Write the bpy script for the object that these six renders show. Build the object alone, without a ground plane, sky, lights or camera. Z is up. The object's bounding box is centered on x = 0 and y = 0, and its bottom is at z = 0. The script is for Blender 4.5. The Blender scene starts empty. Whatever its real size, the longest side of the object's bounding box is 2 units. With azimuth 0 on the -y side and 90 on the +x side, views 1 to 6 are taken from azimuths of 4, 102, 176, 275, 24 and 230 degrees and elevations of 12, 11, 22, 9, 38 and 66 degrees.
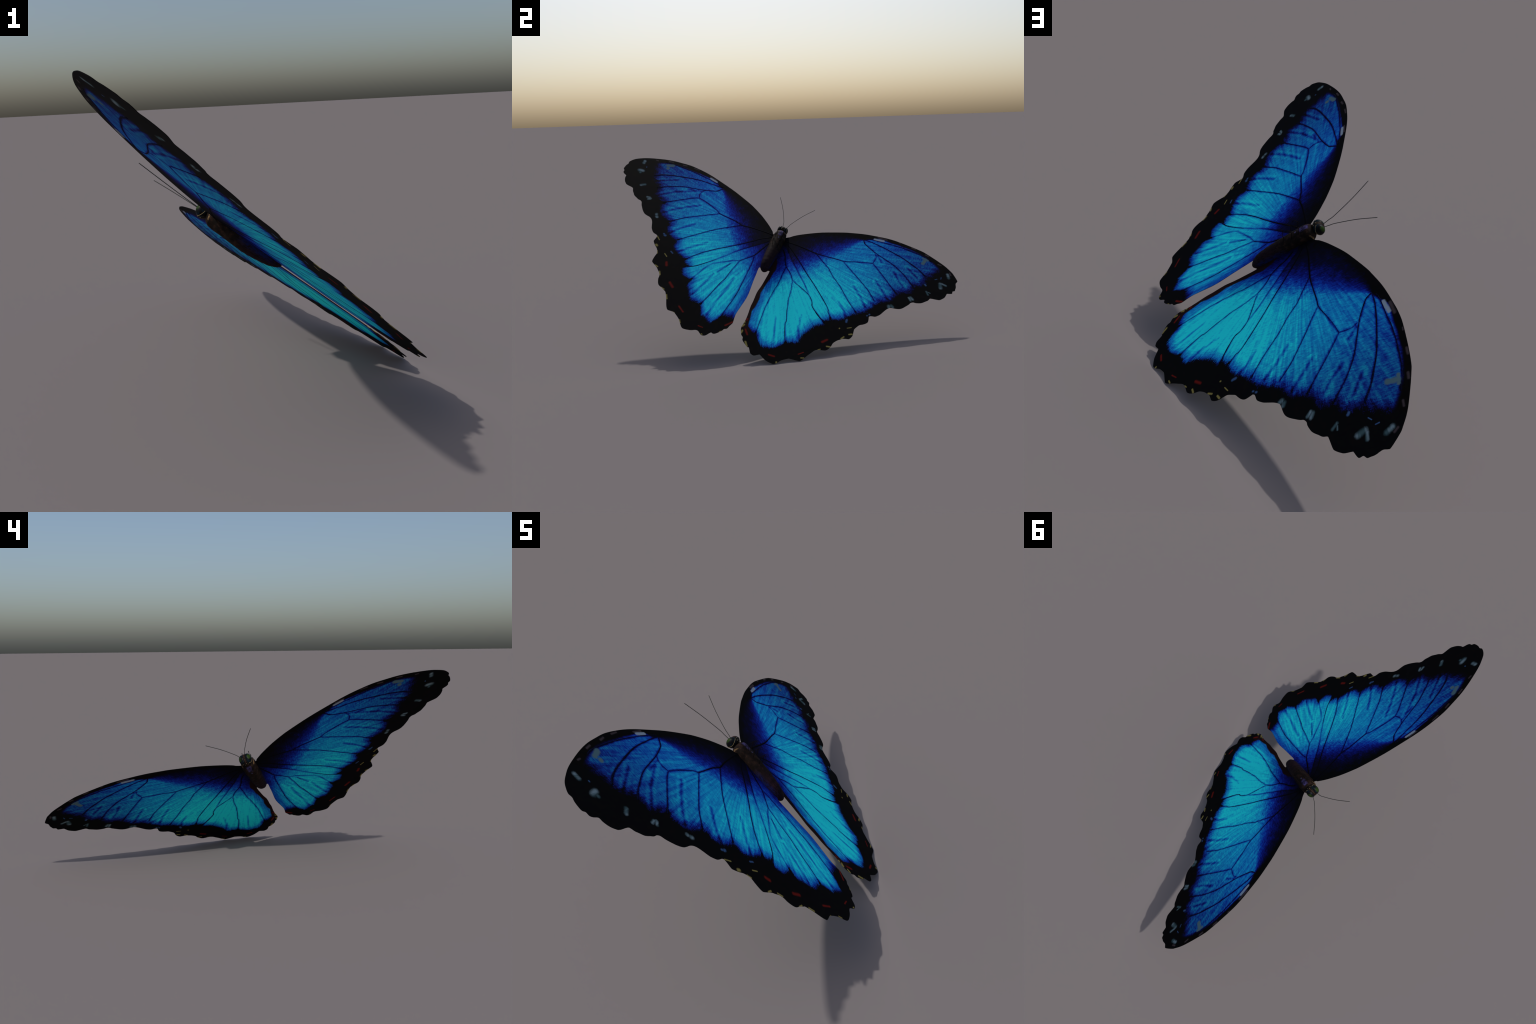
"""A blue tropical butterfly at rest in the air: flat spread wings on one tilted
plane, dark lofted body, glossy eyes, two hair-thin antennae and six curled legs.

Everything is designed in the butterfly's own frame (x = to the right wing,
y = towards the head, z = out of the wing plane) and then tilted into the scene.
"""
import bpy, bmesh, math, random
import numpy as np
from mathutils import Matrix, Vector
from mathutils.geometry import delaunay_2d_cdt

random.seed(7)
rng = np.random.default_rng(7)

# ----------------------------------------------------------------------------
# pose: the wing plane's three axes in the scene, and the frame's origin
# ----------------------------------------------------------------------------
LATERAL = Vector((0.00459201, 0.93457114, -0.35574668))
FORWARD = Vector((-0.79799458, 0.21781896, 0.56192487))
NORMAL = Vector((0.60264714, 0.28130356, 0.74678293))
ORIGIN = Vector((0.16870, -0.12080, 0.28600))
POSE = Matrix((
    (LATERAL.x, FORWARD.x, NORMAL.x, ORIGIN.x),
    (LATERAL.y, FORWARD.y, NORMAL.y, ORIGIN.y),
    (LATERAL.z, FORWARD.z, NORMAL.z, ORIGIN.z),
    (0, 0, 0, 1)))

SHEET = 0.0007          # half the thickness of a wing membrane

# ----------------------------------------------------------------------------
# wing design.  Each wing is described on the side x > 0; the left one is
# mirrored.  The two wings of a real insect differ a little, so do these.
# ----------------------------------------------------------------------------
RIGHT, LEFT = {"side": 1}, {"side": -1}

# leading edge, root to apex
RIGHT["costa"] = [(0.0, 0.462), (0.046, 0.494), (0.065, 0.515), (0.099, 0.544), (0.146, 0.578), (0.189, 0.607), (0.234, 0.633),
    (0.330, 0.682), (0.375, 0.701), (0.455, 0.730), (0.549, 0.753), (0.591, 0.761), (0.643, 0.766), (0.741, 0.765),
    (0.802, 0.761), (0.829, 0.756), (0.887, 0.739), (0.957, 0.714), (1.001, 0.689), (1.018, 0.676)]
LEFT["costa"] = [(0.0, 0.450), (0.048, 0.474), (0.057, 0.487), (0.071, 0.502), (0.099, 0.528), (0.146, 0.565), (0.175, 0.585),
    (0.218, 0.611), (0.266, 0.636), (0.383, 0.684), (0.502, 0.722), (0.571, 0.741), (0.633, 0.752), (0.710, 0.758),
    (0.773, 0.752), (0.827, 0.744), (0.881, 0.729), (0.937, 0.708), (0.984, 0.687), (1.017, 0.666)]
# scalloped outer margin of the forewing, apex to the notch
RIGHT["margin"] = [(1.049, 0.641), (1.051, 0.630), (1.046, 0.613), (1.052, 0.588), (1.052, 0.573), (1.051, 0.559), (1.040, 0.549),
    (1.041, 0.536), (1.036, 0.529), (1.015, 0.519), (1.012, 0.514), (1.007, 0.489), (1.000, 0.476), (0.986, 0.458),
    (0.974, 0.451), (0.935, 0.442), (0.927, 0.437), (0.921, 0.421), (0.908, 0.406), (0.894, 0.390), (0.882, 0.381), (0.859, 0.371),
    (0.845, 0.369), (0.832, 0.359), (0.826, 0.345), (0.813, 0.324), (0.795, 0.299), (0.775, 0.285), (0.738, 0.275), (0.726, 0.267),
    (0.713, 0.248), (0.701, 0.222), (0.692, 0.203), (0.680, 0.187), (0.669, 0.177), (0.646, 0.170), (0.638, 0.161)]
LEFT["margin"] = [(1.042, 0.646), (1.057, 0.624), (1.064, 0.606), (1.061, 0.591), (1.066, 0.573), (1.067, 0.551), (1.065, 0.538),
    (1.056, 0.529), (1.054, 0.514), (1.044, 0.504), (1.026, 0.495), (1.023, 0.478), (1.014, 0.456), (1.000, 0.439),
    (0.985, 0.429), (0.947, 0.423), (0.938, 0.415), (0.931, 0.401), (0.921, 0.389), (0.905, 0.371), (0.885, 0.361), (0.871, 0.354),
    (0.855, 0.352), (0.843, 0.343), (0.834, 0.325), (0.821, 0.306), (0.805, 0.286), (0.786, 0.270), (0.768, 0.264), (0.750, 0.261),
    (0.732, 0.251), (0.718, 0.231), (0.704, 0.199), (0.696, 0.185), (0.677, 0.165), (0.653, 0.158), (0.645, 0.152)]
# scalloped margin of the hindwing, notch to the tail corner
RIGHT["hind_margin"] = [(0.643, 0.133), (0.641, 0.120), (0.632, 0.107), (0.620, 0.096), (0.605, 0.084), (0.596, 0.068), (0.588, 0.050), (0.587, 0.037),
    (0.590, 0.006), (0.586, -0.012), (0.579, -0.025), (0.572, -0.029), (0.548, -0.038), (0.535, -0.050), (0.523, -0.062), (0.512, -0.078),
    (0.506, -0.091), (0.502, -0.116), (0.494, -0.135), (0.485, -0.147), (0.476, -0.152), (0.446, -0.162), (0.431, -0.174),
    (0.418, -0.197), (0.405, -0.221), (0.394, -0.245), (0.384, -0.263), (0.372, -0.270), (0.330, -0.277), (0.318, -0.282), (0.291, -0.305), (0.274, -0.331), (0.261, -0.342),
    (0.249, -0.344), (0.223, -0.342), (0.203, -0.335), (0.178, -0.322), (0.170, -0.326), (0.154, -0.338), (0.143, -0.340),
    (0.127, -0.333), (0.110, -0.307), (0.098, -0.306), (0.064, -0.281), (0.057, -0.262), (0.044, -0.251), (0.030, -0.223),
    (0.027, -0.205)]
LEFT["hind_margin"] = [(0.644, 0.139), (0.646, 0.117), (0.645, 0.107), (0.637, 0.097), (0.624, 0.083), (0.608, 0.070), (0.596, 0.053), (0.590, 0.036),
    (0.591, 0.015), (0.591, -0.008), (0.589, -0.022), (0.582, -0.031), (0.548, -0.051), (0.534, -0.064), (0.518, -0.079), (0.508, -0.098), (0.505, -0.116),
    (0.497, -0.136), (0.488, -0.150), (0.477, -0.158), (0.461, -0.163), (0.443, -0.173), (0.430, -0.181), (0.409, -0.215), (0.389, -0.255),
    (0.376, -0.274), (0.367, -0.279), (0.348, -0.278), (0.329, -0.280), (0.296, -0.302), (0.285, -0.313), (0.262, -0.341), (0.248, -0.349),
    (0.227, -0.347), (0.204, -0.340), (0.184, -0.329), (0.169, -0.329), (0.146, -0.344), (0.129, -0.341), (0.120, -0.332),
    (0.112, -0.318), (0.104, -0.308), (0.092, -0.310), (0.079, -0.302), (0.058, -0.275), (0.052, -0.260), (0.038, -0.249),
    (0.033, -0.230), (0.026, -0.210)]
# straight inner margin beside the abdomen, tail corner to the body
RIGHT["inner"] = [(0.028, -0.190), (0.030, -0.160), (0.028, -0.119), (0.022, -0.062), (0.022, -0.027), (0.019, 0.039), (0.025, 0.090), (0.028, 0.140),
    (0.030, 0.202), (0.021, 0.206), (0.0, 0.207)]
LEFT["inner"] = [(0.025, -0.198), (0.031, -0.147), (0.026, -0.090), (0.021, -0.045), (0.019, -0.004), (0.022, 0.042), (0.027, 0.093), (0.031, 0.151),
    (0.034, 0.201), (0.024, 0.207), (0.0, 0.207)]
# trailing edge of the forewing, where it lies over the hindwing
RIGHT["seam"] = [(0.0, 0.430), (0.069, 0.401), (0.117, 0.339), (0.173, 0.279), (0.240, 0.212), (0.288, 0.150), (0.326, 0.091), (0.378, 0.043),
    (0.423, 0.015), (0.500, 0.050), (0.580, 0.110)]
LEFT["seam"] = [(0.0, 0.430), (0.053, 0.409), (0.101, 0.351), (0.178, 0.272), (0.230, 0.205), (0.273, 0.150), (0.312, 0.105), (0.371, 0.045),
    (0.411, 0.021), (0.490, 0.050), (0.580, 0.105)]

# venation: course, width at the start, width at the end (half widths, metres)
RIGHT["veins"] = {
    "cubitus": ([(0.031, 0.452), (0.089, 0.458), (0.133, 0.457), (0.232, 0.451), (0.300, 0.458), (0.359, 0.467), (0.392, 0.469), (0.434, 0.486), (0.474, 0.505), (0.513, 0.521), (0.556, 0.535)], .0056, .0011),
    "cross_vein": ([(0.556, 0.535), (0.560, 0.553), (0.563, 0.586), (0.554, 0.609)], .0010, .0010),
    "radius": ([(0.457, 0.684), (0.464, 0.667), (0.475, 0.655), (0.518, 0.631), (0.557, 0.615), (0.676, 0.577), (0.749, 0.535), (0.817, 0.478)], .0040, .0018),
    "media": ([(0.556, 0.535), (0.599, 0.504), (0.647, 0.464), (0.719, 0.399), (0.740, 0.384)], .0011, .0021),
    "upper_cubital": ([(0.392, 0.469), (0.430, 0.440), (0.482, 0.408), (0.577, 0.339), (0.621, 0.297), (0.634, 0.280)], .0011, .0021),
    "lower_cubital": ([(0.231, 0.449), (0.299, 0.400), (0.328, 0.382), (0.370, 0.336), (0.428, 0.288), (0.498, 0.214), (0.561, 0.159)], .0016, .0019),
    "anal": ([(0.057, 0.433), (0.086, 0.415), (0.172, 0.340), (0.222, 0.291), (0.306, 0.218), (0.406, 0.120), (0.421, 0.089), (0.445, 0.058)], .0034, .0020),
    "subcosta": ([(0.470, 0.697), (0.495, 0.707), (0.593, 0.720), (0.623, 0.726), (0.691, 0.731), (0.760, 0.731), (0.819, 0.727), (0.879, 0.708)], .0024, .0020),
    "radial_branch": ([(0.466, 0.685), (0.509, 0.687), (0.591, 0.678), (0.704, 0.657), (0.791, 0.626), (0.818, 0.614), (0.866, 0.584)], .0024, .0042),
}
RIGHT["hind_veins"] = {
    "costal": ([(0.069, 0.401), (0.117, 0.339), (0.148, 0.308), (0.173, 0.279), (0.240, 0.212), (0.270, 0.167), (0.288, 0.150)], .0012, .0008),
    "radial": ([(0.045, 0.388), (0.054, 0.379), (0.072, 0.349), (0.085, 0.313), (0.104, 0.279), (0.128, 0.260), (0.150, 0.236), (0.168, 0.208)], .0040, .0018),
    "medial": ([(0.168, 0.208), (0.186, 0.196), (0.239, 0.175), (0.288, 0.150), (0.317, 0.116), (0.326, 0.091), (0.340, 0.075), (0.378, 0.043), (0.423, 0.015)], .0009, .0036),
    "lower_medial": ([(0.168, 0.208), (0.186, 0.139), (0.190, 0.097), (0.195, 0.064), (0.218, -0.028), (0.231, -0.065), (0.232, -0.088), (0.258, -0.165), (0.271, -0.192)], .0010, .0021),
    "cubital": ([(0.104, 0.279), (0.103, 0.219), (0.105, 0.141), (0.099, 0.098), (0.096, -0.026), (0.109, -0.211)], .0015, .0013),
}
LEFT["veins"] = {
    "cubitus": ([(0.045, 0.465), (0.094, 0.466), (0.183, 0.460), (0.239, 0.451), (0.291, 0.464), (0.391, 0.474), (0.423, 0.492), (0.508, 0.523), (0.555, 0.532)], .0056, .0011),
    "cross_vein": ([(0.555, 0.532), (0.563, 0.559), (0.561, 0.583), (0.552, 0.601)], .0010, .0010),
    "radius": ([(0.455, 0.671), (0.468, 0.651), (0.485, 0.633), (0.554, 0.605), (0.681, 0.571), (0.771, 0.522), (0.815, 0.489)], .0040, .0020),
    "media": ([(0.555, 0.532), (0.588, 0.513), (0.660, 0.456), (0.730, 0.396)], .0011, .0022),
    "upper_cubital": ([(0.391, 0.474), (0.455, 0.432), (0.517, 0.386), (0.563, 0.350), (0.621, 0.291)], .0011, .0021),
    "lower_cubital": ([(0.234, 0.454), (0.275, 0.425), (0.366, 0.350), (0.444, 0.271), (0.527, 0.181)], .0016, .0019),
    "anal": ([(0.047, 0.446), (0.103, 0.404), (0.130, 0.375), (0.186, 0.320), (0.244, 0.267), (0.303, 0.218), (0.358, 0.164), (0.397, 0.118), (0.431, 0.071)], .0034, .0020),
    "subcosta": ([(0.459, 0.681), (0.500, 0.693), (0.555, 0.703), (0.620, 0.712), (0.691, 0.717), (0.745, 0.720), (0.831, 0.717), (0.862, 0.708)], .0024, .0018),
    "radial_branch": ([(0.461, 0.676), (0.530, 0.674), (0.605, 0.670), (0.665, 0.659), (0.779, 0.626), (0.832, 0.603), (0.874, 0.573)], .0020, .0042),
}
LEFT["hind_veins"] = {
    "costal": ([(0.053, 0.409), (0.099, 0.354), (0.143, 0.313), (0.187, 0.264), (0.230, 0.205), (0.273, 0.150)], .0012, .0008),
    "radial": ([(0.042, 0.405), (0.066, 0.340), (0.089, 0.277), (0.117, 0.240), (0.151, 0.200)], .0040, .0018),
    "medial": ([(0.273, 0.150), (0.312, 0.105), (0.340, 0.073), (0.371, 0.045), (0.411, 0.021)], .0012, .0036),
    "discal": ([(0.150, 0.201), (0.188, 0.181), (0.218, 0.160), (0.277, 0.115), (0.301, 0.080), (0.314, 0.049), (0.345, -0.045)], .0010, .0007),
    "lower_medial": ([(0.150, 0.201), (0.162, 0.145), (0.171, 0.095), (0.175, 0.049), (0.190, 0.003), (0.210, -0.098), (0.228, -0.167)], .0010, .0021),
    "cubital": ([(0.090, 0.274), (0.082, 0.221), (0.079, 0.097), (0.079, -0.033), (0.094, -0.148), (0.100, -0.205)], .0015, .0014),
    "tear": ([(0.191, 0.156), (0.205, 0.119), (0.234, 0.069)], .0014, .0006),
    "lower_tear": ([(0.077, 0.018), (0.080, -0.029), (0.088, -0.075)], .0028, .0008),
}
# soft folds half way between the veins
RIGHT["folds"] = [[(0.609, 0.416), (0.635, 0.392), (0.701, 0.323)], [(0.688, 0.529), (0.732, 0.475), (0.767, 0.446)], [(0.754, 0.596), (0.823, 0.549)],
    [(0.501, 0.322), (0.549, 0.279), (0.599, 0.214)], [(0.173, -0.063), (0.198, -0.170), (0.213, -0.237)], [(0.293, 0.005), (0.309, -0.093), (0.326, -0.142)],
    [(0.454, 0.187), (0.496, 0.141), (0.519, 0.105)], [(0.569, 0.601), (0.602, 0.567)]]
LEFT["folds"] = [[(0.526, 0.478), (0.582, 0.437), (0.642, 0.386), (0.693, 0.330)], [(0.586, 0.582), (0.702, 0.511), (0.790, 0.432)], [(0.728, 0.610), (0.847, 0.537)],
    [(0.492, 0.331), (0.564, 0.250), (0.591, 0.204)], [(0.133, 0.070), (0.159, -0.110), (0.169, -0.216)], [(0.248, 0.047), (0.278, -0.075), (0.294, -0.130)],
    [(0.371, 0.236), (0.452, 0.150), (0.493, 0.095)], [(0.567, 0.587), (0.642, 0.565)]]

# marks: capsules (x0, y0, x1, y1, half width)
RIGHT["white"] = [(0.969, 0.543, 0.961, 0.567, 0.0096), (0.971, 0.573, 0.994, 0.571, 0.0057), (0.998, 0.635, 0.987, 0.659, 0.0078), (0.911, 0.459, 0.897, 0.478, 0.0052), (0.907, 0.478, 0.920, 0.476, 0.0030), (0.827, 0.374, 0.814, 0.389, 0.0057), (0.837, 0.387, 0.822, 0.396, 0.0067), (0.724, 0.272, 0.722, 0.281, 0.0080), (0.745, 0.285, 0.734, 0.290, 0.0072)]
RIGHT["bluish"] = [(0.626, 0.162, 0.627, 0.165, 0.0041), (0.636, 0.175, 0.637, 0.178, 0.0046), (0.532, 0.072, 0.531, 0.088, 0.0055), (0.925, 0.586, 0.936, 0.596, 0.0019), (0.957, 0.606, 0.956, 0.619, 0.0023), (0.884, 0.520, 0.879, 0.524, 0.0052)]
RIGHT["patch"] = [(0.832, 0.672, 0.840, 0.709, 0.0114), (0.824, 0.712, 0.853, 0.707, 0.0076)]
RIGHT["cream"] = [(0.519, 0.718, 0.570, 0.730, 0.0082)]
RIGHT["brown"] = [(0.536, 0.741, 0.586, 0.748, 0.0062), (0.742, 0.758, 0.765, 0.758, 0.0043), (0.832, 0.744, 0.851, 0.742, 0.0047), (0.918, 0.708, 0.936, 0.707, 0.0041), (0.660, 0.762, 0.670, 0.761, 0.0028), (1.006, 0.661, 0.997, 0.674, 0.0041)]
RIGHT["yellow"] = [(0.096, -0.304, 0.080, -0.282, 0.0051), (0.272, -0.329, 0.271, -0.326, 0.0047), (0.379, -0.248, 0.393, -0.242, 0.0035), (0.446, -0.162, 0.456, -0.153, 0.0028), (0.482, -0.122, 0.498, -0.117, 0.0045), (0.539, -0.043, 0.548, -0.025, 0.0042), (0.570, 0.002, 0.584, 0.010, 0.0042), (0.510, 0.015, 0.511, 0.017, 0.0036), (0.549, 0.036, 0.569, 0.050, 0.0022), (0.039, -0.240, 0.039, -0.224, 0.0049), (0.029, -0.199, 0.034, -0.187, 0.0052), (0.031, -0.172, 0.031, -0.169, 0.0044)]
RIGHT["red"] = [(0.451, -0.107, 0.471, -0.082, 0.0055), (0.220, -0.302, 0.249, -0.299, 0.0042), (0.359, -0.233, 0.381, -0.210, 0.0025), (0.072, -0.237, 0.052, -0.212, 0.0047), (0.037, -0.154, 0.036, -0.145, 0.0049)]
LEFT["white"] = [(0.981, 0.640, 0.982, 0.659, 0.0080), (0.975, 0.572, 0.956, 0.577, 0.0105), (0.962, 0.558, 0.962, 0.561, 0.0063), (0.908, 0.466, 0.891, 0.480, 0.0075), (0.832, 0.395, 0.818, 0.399, 0.0058), (0.820, 0.381, 0.808, 0.393, 0.0058), (0.723, 0.298, 0.722, 0.297, 0.0071), (0.713, 0.282, 0.711, 0.280, 0.0078)]
LEFT["bluish"] = [(0.618, 0.183, 0.616, 0.182, 0.0047), (0.609, 0.175, 0.605, 0.175, 0.0065), (0.525, 0.085, 0.512, 0.077, 0.0041), (0.949, 0.618, 0.949, 0.615, 0.0030)]
LEFT["patch"] = [(0.840, 0.690, 0.811, 0.706, 0.0126), (0.830, 0.667, 0.829, 0.671, 0.0100)]
LEFT["cream"] = [(0.558, 0.715, 0.514, 0.704, 0.0070)]
LEFT["brown"] = [(0.565, 0.726, 0.523, 0.720, 0.0040), (0.756, 0.739, 0.735, 0.744, 0.0045), (0.847, 0.727, 0.824, 0.733, 0.0040), (0.924, 0.699, 0.911, 0.700, 0.0035), (0.683, 0.747, 0.653, 0.747, 0.0039)]
LEFT["yellow"] = [(0.643, 0.150, 0.621, 0.131, 0.0027), (0.620, 0.091, 0.616, 0.088, 0.0076), (0.598, 0.055, 0.589, 0.039, 0.0036), (0.550, 0.055, 0.531, 0.041, 0.0028), (0.561, -0.041, 0.545, -0.045, 0.0040), (0.520, -0.069, 0.508, -0.090, 0.0040), (0.463, -0.163, 0.446, -0.167, 0.0038), (0.417, -0.195, 0.404, -0.217, 0.0040), (0.344, -0.280, 0.330, -0.281, 0.0030), (0.285, -0.308, 0.275, -0.323, 0.0030), (0.147, -0.338, 0.143, -0.339, 0.0033), (0.067, -0.285, 0.059, -0.277, 0.0022)]
LEFT["red"] = [(0.514, 0.004, 0.505, -0.015, 0.0063), (0.436, -0.114, 0.411, -0.134, 0.0067), (0.325, -0.232, 0.291, -0.255, 0.0044), (0.181, -0.299, 0.158, -0.299, 0.0031), (0.055, -0.236, 0.028, -0.200, 0.0042)]

# where the blue ends: towards the outer margin, the tail corner, the abdomen
# and the leading edge (a profile each)
RIGHT["blue_outer"] = [(0.942, 0.681), (0.937, 0.649), (0.917, 0.624), (0.908, 0.597), (0.896, 0.579), (0.882, 0.567), (0.882, 0.547), (0.881, 0.528), (0.864, 0.517), (0.867, 0.498), (0.829, 0.479), (0.826, 0.455), (0.820, 0.427), (0.791, 0.411), (0.767, 0.403), (0.748, 0.380), (0.739, 0.358), (0.727, 0.325), (0.701, 0.301), (0.669, 0.283), (0.640, 0.245), (0.638, 0.225), (0.618, 0.210), (0.614, 0.188), (0.584, 0.166), (0.554, 0.139), (0.524, 0.110), (0.515, 0.090), (0.478, 0.063), (0.449, 0.055), (0.420, 0.027), (0.422, 0.002), (0.384, -0.023), (0.358, -0.075), (0.337, -0.115), (0.332, -0.162), (0.304, -0.190)]
LEFT["blue_outer"] = [(0.927, 0.662), (0.899, 0.623), (0.881, 0.570), (0.861, 0.538), (0.835, 0.522), (0.820, 0.500), (0.807, 0.465), (0.798, 0.422), (0.762, 0.418), (0.728, 0.400), (0.730, 0.371), (0.709, 0.324), (0.688, 0.302), (0.634, 0.285), (0.619, 0.271), (0.615, 0.229), (0.592, 0.198), (0.563, 0.181), (0.532, 0.175), (0.527, 0.166), (0.527, 0.124), (0.500, 0.102), (0.459, 0.082), (0.427, 0.072), (0.421, 0.050), (0.395, 0.038), (0.416, 0.007), (0.397, -0.033), (0.355, -0.041), (0.339, -0.042), (0.343, -0.083), (0.319, -0.119), (0.286, -0.164), (0.270, -0.185)]
RIGHT["blue_tail"] = [(0.111, -0.214), (0.123, -0.221), (0.135, -0.245), (0.160, -0.265), (0.185, -0.271), (0.228, -0.253), (0.256, -0.220), (0.276, -0.188), (0.337, -0.170)]
LEFT["blue_tail"] = [(0.032, -0.181), (0.082, -0.172), (0.098, -0.200), (0.116, -0.226), (0.134, -0.255), (0.171, -0.237), (0.198, -0.230), (0.225, -0.170), (0.256, -0.163), (0.286, -0.164)]
RIGHT["blue_inner"] = [(0.094, -0.215), (0.056, -0.185), (0.053, -0.168), (0.048, -0.132), (0.039, -0.090), (0.046, -0.048), (0.047, 0.004), (0.039, 0.045), (0.043, 0.090), (0.046, 0.123), (0.052, 0.156), (0.053, 0.199), (0.059, 0.238), (0.046, 0.287)]
LEFT["blue_inner"] = [(0.029, -0.177), (0.031, -0.147), (0.028, -0.118), (0.024, -0.082), (0.020, -0.045), (0.018, -0.004), (0.021, 0.042), (0.026, 0.093), (0.030, 0.151), (0.032, 0.201)]
RIGHT["blue_costa"] = [(0.088, 0.494), (0.156, 0.557), (0.230, 0.603), (0.299, 0.634), (0.364, 0.664), (0.412, 0.679), (0.451, 0.685), (0.466, 0.690), (0.495, 0.707), (0.513, 0.724), (0.541, 0.738), (0.585, 0.740), (0.626, 0.741), (0.669, 0.745), (0.707, 0.745), (0.751, 0.746), (0.798, 0.739), (0.842, 0.730), (0.872, 0.718), (0.913, 0.696), (0.942, 0.681)]
LEFT["blue_costa"] = [(0.123, 0.480), (0.197, 0.558), (0.274, 0.593), (0.356, 0.639), (0.425, 0.662), (0.455, 0.671), (0.486, 0.684), (0.504, 0.705), (0.561, 0.718), (0.620, 0.724), (0.696, 0.727), (0.754, 0.730), (0.800, 0.725), (0.849, 0.717), (0.894, 0.693), (0.927, 0.672)]
# how gradually the dark leading edge turns blue, along the span
DUSK = [(0.0, 0.38), (0.10, 0.34), (0.20, 0.29), (0.28, 0.24), (0.34, 0.18), (0.39, 0.11), (0.43, 0.045), (0.46, 0.012), (0.60, 0.010), (0.9, 0.02)]


# ----------------------------------------------------------------------------
# helpers: geometry
# ----------------------------------------------------------------------------
def smooth(points, per=4):
    """Catmull-Rom curve through the control points."""
    p = [np.array(q, float) for q in points]
    p = [2 * p[0] - p[1]] + p + [2 * p[-1] - p[-2]]
    out = []
    for i in range(1, len(p) - 2):
        a, b, c, d = p[i - 1:i + 3]
        for k in range(per):
            t = k / per
            out.append(0.5 * (2 * b + (c - a) * t + (2 * a - 5 * b + 4 * c - d) * t * t + (3 * b - a - 3 * c + d) * t ** 3))
    out.append(p[-2])
    return out


def new_object(name, mesh, parent, material=None, in_frame=True):
    ob = bpy.data.objects.new(name, mesh)
    bpy.context.scene.collection.objects.link(ob)
    ob.parent = parent
    ob.matrix_parent_inverse = Matrix.Identity(4)
    if in_frame:
        ob.matrix_local = POSE
    if material:
        mesh.materials.append(material)
    return ob


def mesh_from(name, verts, faces, shade=True):
    me = bpy.data.meshes.new(name)
    me.from_pydata([tuple(v) for v in verts], [], faces)
    me.validate()
    if shade:
        me.polygons.foreach_set("use_smooth", [True] * len(me.polygons))
    me.update()
    return me


def inside(poly, x, y):
    hit, n = False, len(poly)
    for i in range(n):
        (x1, y1), (x2, y2) = poly[i], poly[i - 1]
        if (y1 > y) != (y2 > y) and x < (x2 - x1) * (y - y1) / (y2 - y1) + x1:
            hit = not hit
    return hit


def tube(path, radii, squash=1.0, sides=8, up=None):
    """Sweep an ellipse along a 3D path; returns verts and faces with closed ends."""
    path = [Vector(p) for p in path]
    verts, faces = [], []
    ref = up or Vector((0, 0, 1))
    for i, p in enumerate(path):
        t = (path[min(i + 1, len(path) - 1)] - path[max(i - 1, 0)]).normalized()
        s = t.cross(ref)
        s = s.normalized() if s.length > 1e-4 else Vector((1, 0, 0))
        u = s.cross(t).normalized()
        r = radii[i]
        h = r * squash if squash > 0 else min(r, -squash)
        for k in range(sides):
            a = 2 * math.pi * k / sides
            verts.append(p + s * r * math.cos(a) + u * h * math.sin(a))
    n = len(path)
    for i in range(n - 1):
        for k in range(sides):
            a, b = i * sides + k, i * sides + (k + 1) % sides
            faces.append((a, b, b + sides, a + sides))
    faces.append(tuple(range(sides))[::-1])
    faces.append(tuple((n - 1) * sides + k for k in range(sides)))
    return verts, faces


# ----------------------------------------------------------------------------
# helpers: shader nodes
# ----------------------------------------------------------------------------
def capsule_group():
    """node group: the smaller of Best and the distance from Point to a segment"""
    name = "segment_distance"
    if name in bpy.data.node_groups:
        return bpy.data.node_groups[name]
    t = bpy.data.node_groups.new(name, "ShaderNodeTree")
    for label, kind in (("Point", "Vector"), ("Best", "Float"), ("Middle", "Vector"), ("Turn", "Vector"), ("Half", "Vector"), ("Scale", "Float")):
        t.interface.new_socket(label, in_out="INPUT", socket_type="NodeSocket" + kind)
    t.interface.new_socket("Best", in_out="OUTPUT", socket_type="NodeSocketFloat")
    gi, go = t.nodes.new("NodeGroupInput"), t.nodes.new("NodeGroupOutput")

    def vm(op, *args):
        n = t.nodes.new("ShaderNodeVectorMath")
        n.operation = op
        for k, v in enumerate(args):
            if isinstance(v, bpy.types.NodeSocket):
                t.links.new(v, n.inputs[k])
            else:
                n.inputs[k].default_value = v
        return n.outputs["Value"] if op == "LENGTH" else n.outputs[0]

    # the tiny dependence on Best keeps the chain sequential when it is compiled
    q = vm("MULTIPLY_ADD", gi.outputs["Best"], (0, 0, 1e-7), gi.outputs["Point"])
    m = t.nodes.new("ShaderNodeMapping")
    m.vector_type = "TEXTURE"
    t.links.new(q, m.inputs["Vector"])
    t.links.new(gi.outputs["Middle"], m.inputs["Location"])
    t.links.new(gi.outputs["Turn"], m.inputs["Rotation"])
    d = vm("LENGTH", vm("MAXIMUM", vm("SUBTRACT", vm("ABSOLUTE", m.outputs[0]), gi.outputs["Half"]), (0, 0, 0)))
    for op, other in (("MULTIPLY", gi.outputs["Scale"]), ("MINIMUM", gi.outputs["Best"])):
        n = t.nodes.new("ShaderNodeMath")
        n.operation = op
        t.links.new(d, n.inputs[0])
        t.links.new(other, n.inputs[1])
        d = n.outputs[0]
    t.links.new(d, go.inputs[0])
    return t


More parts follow.
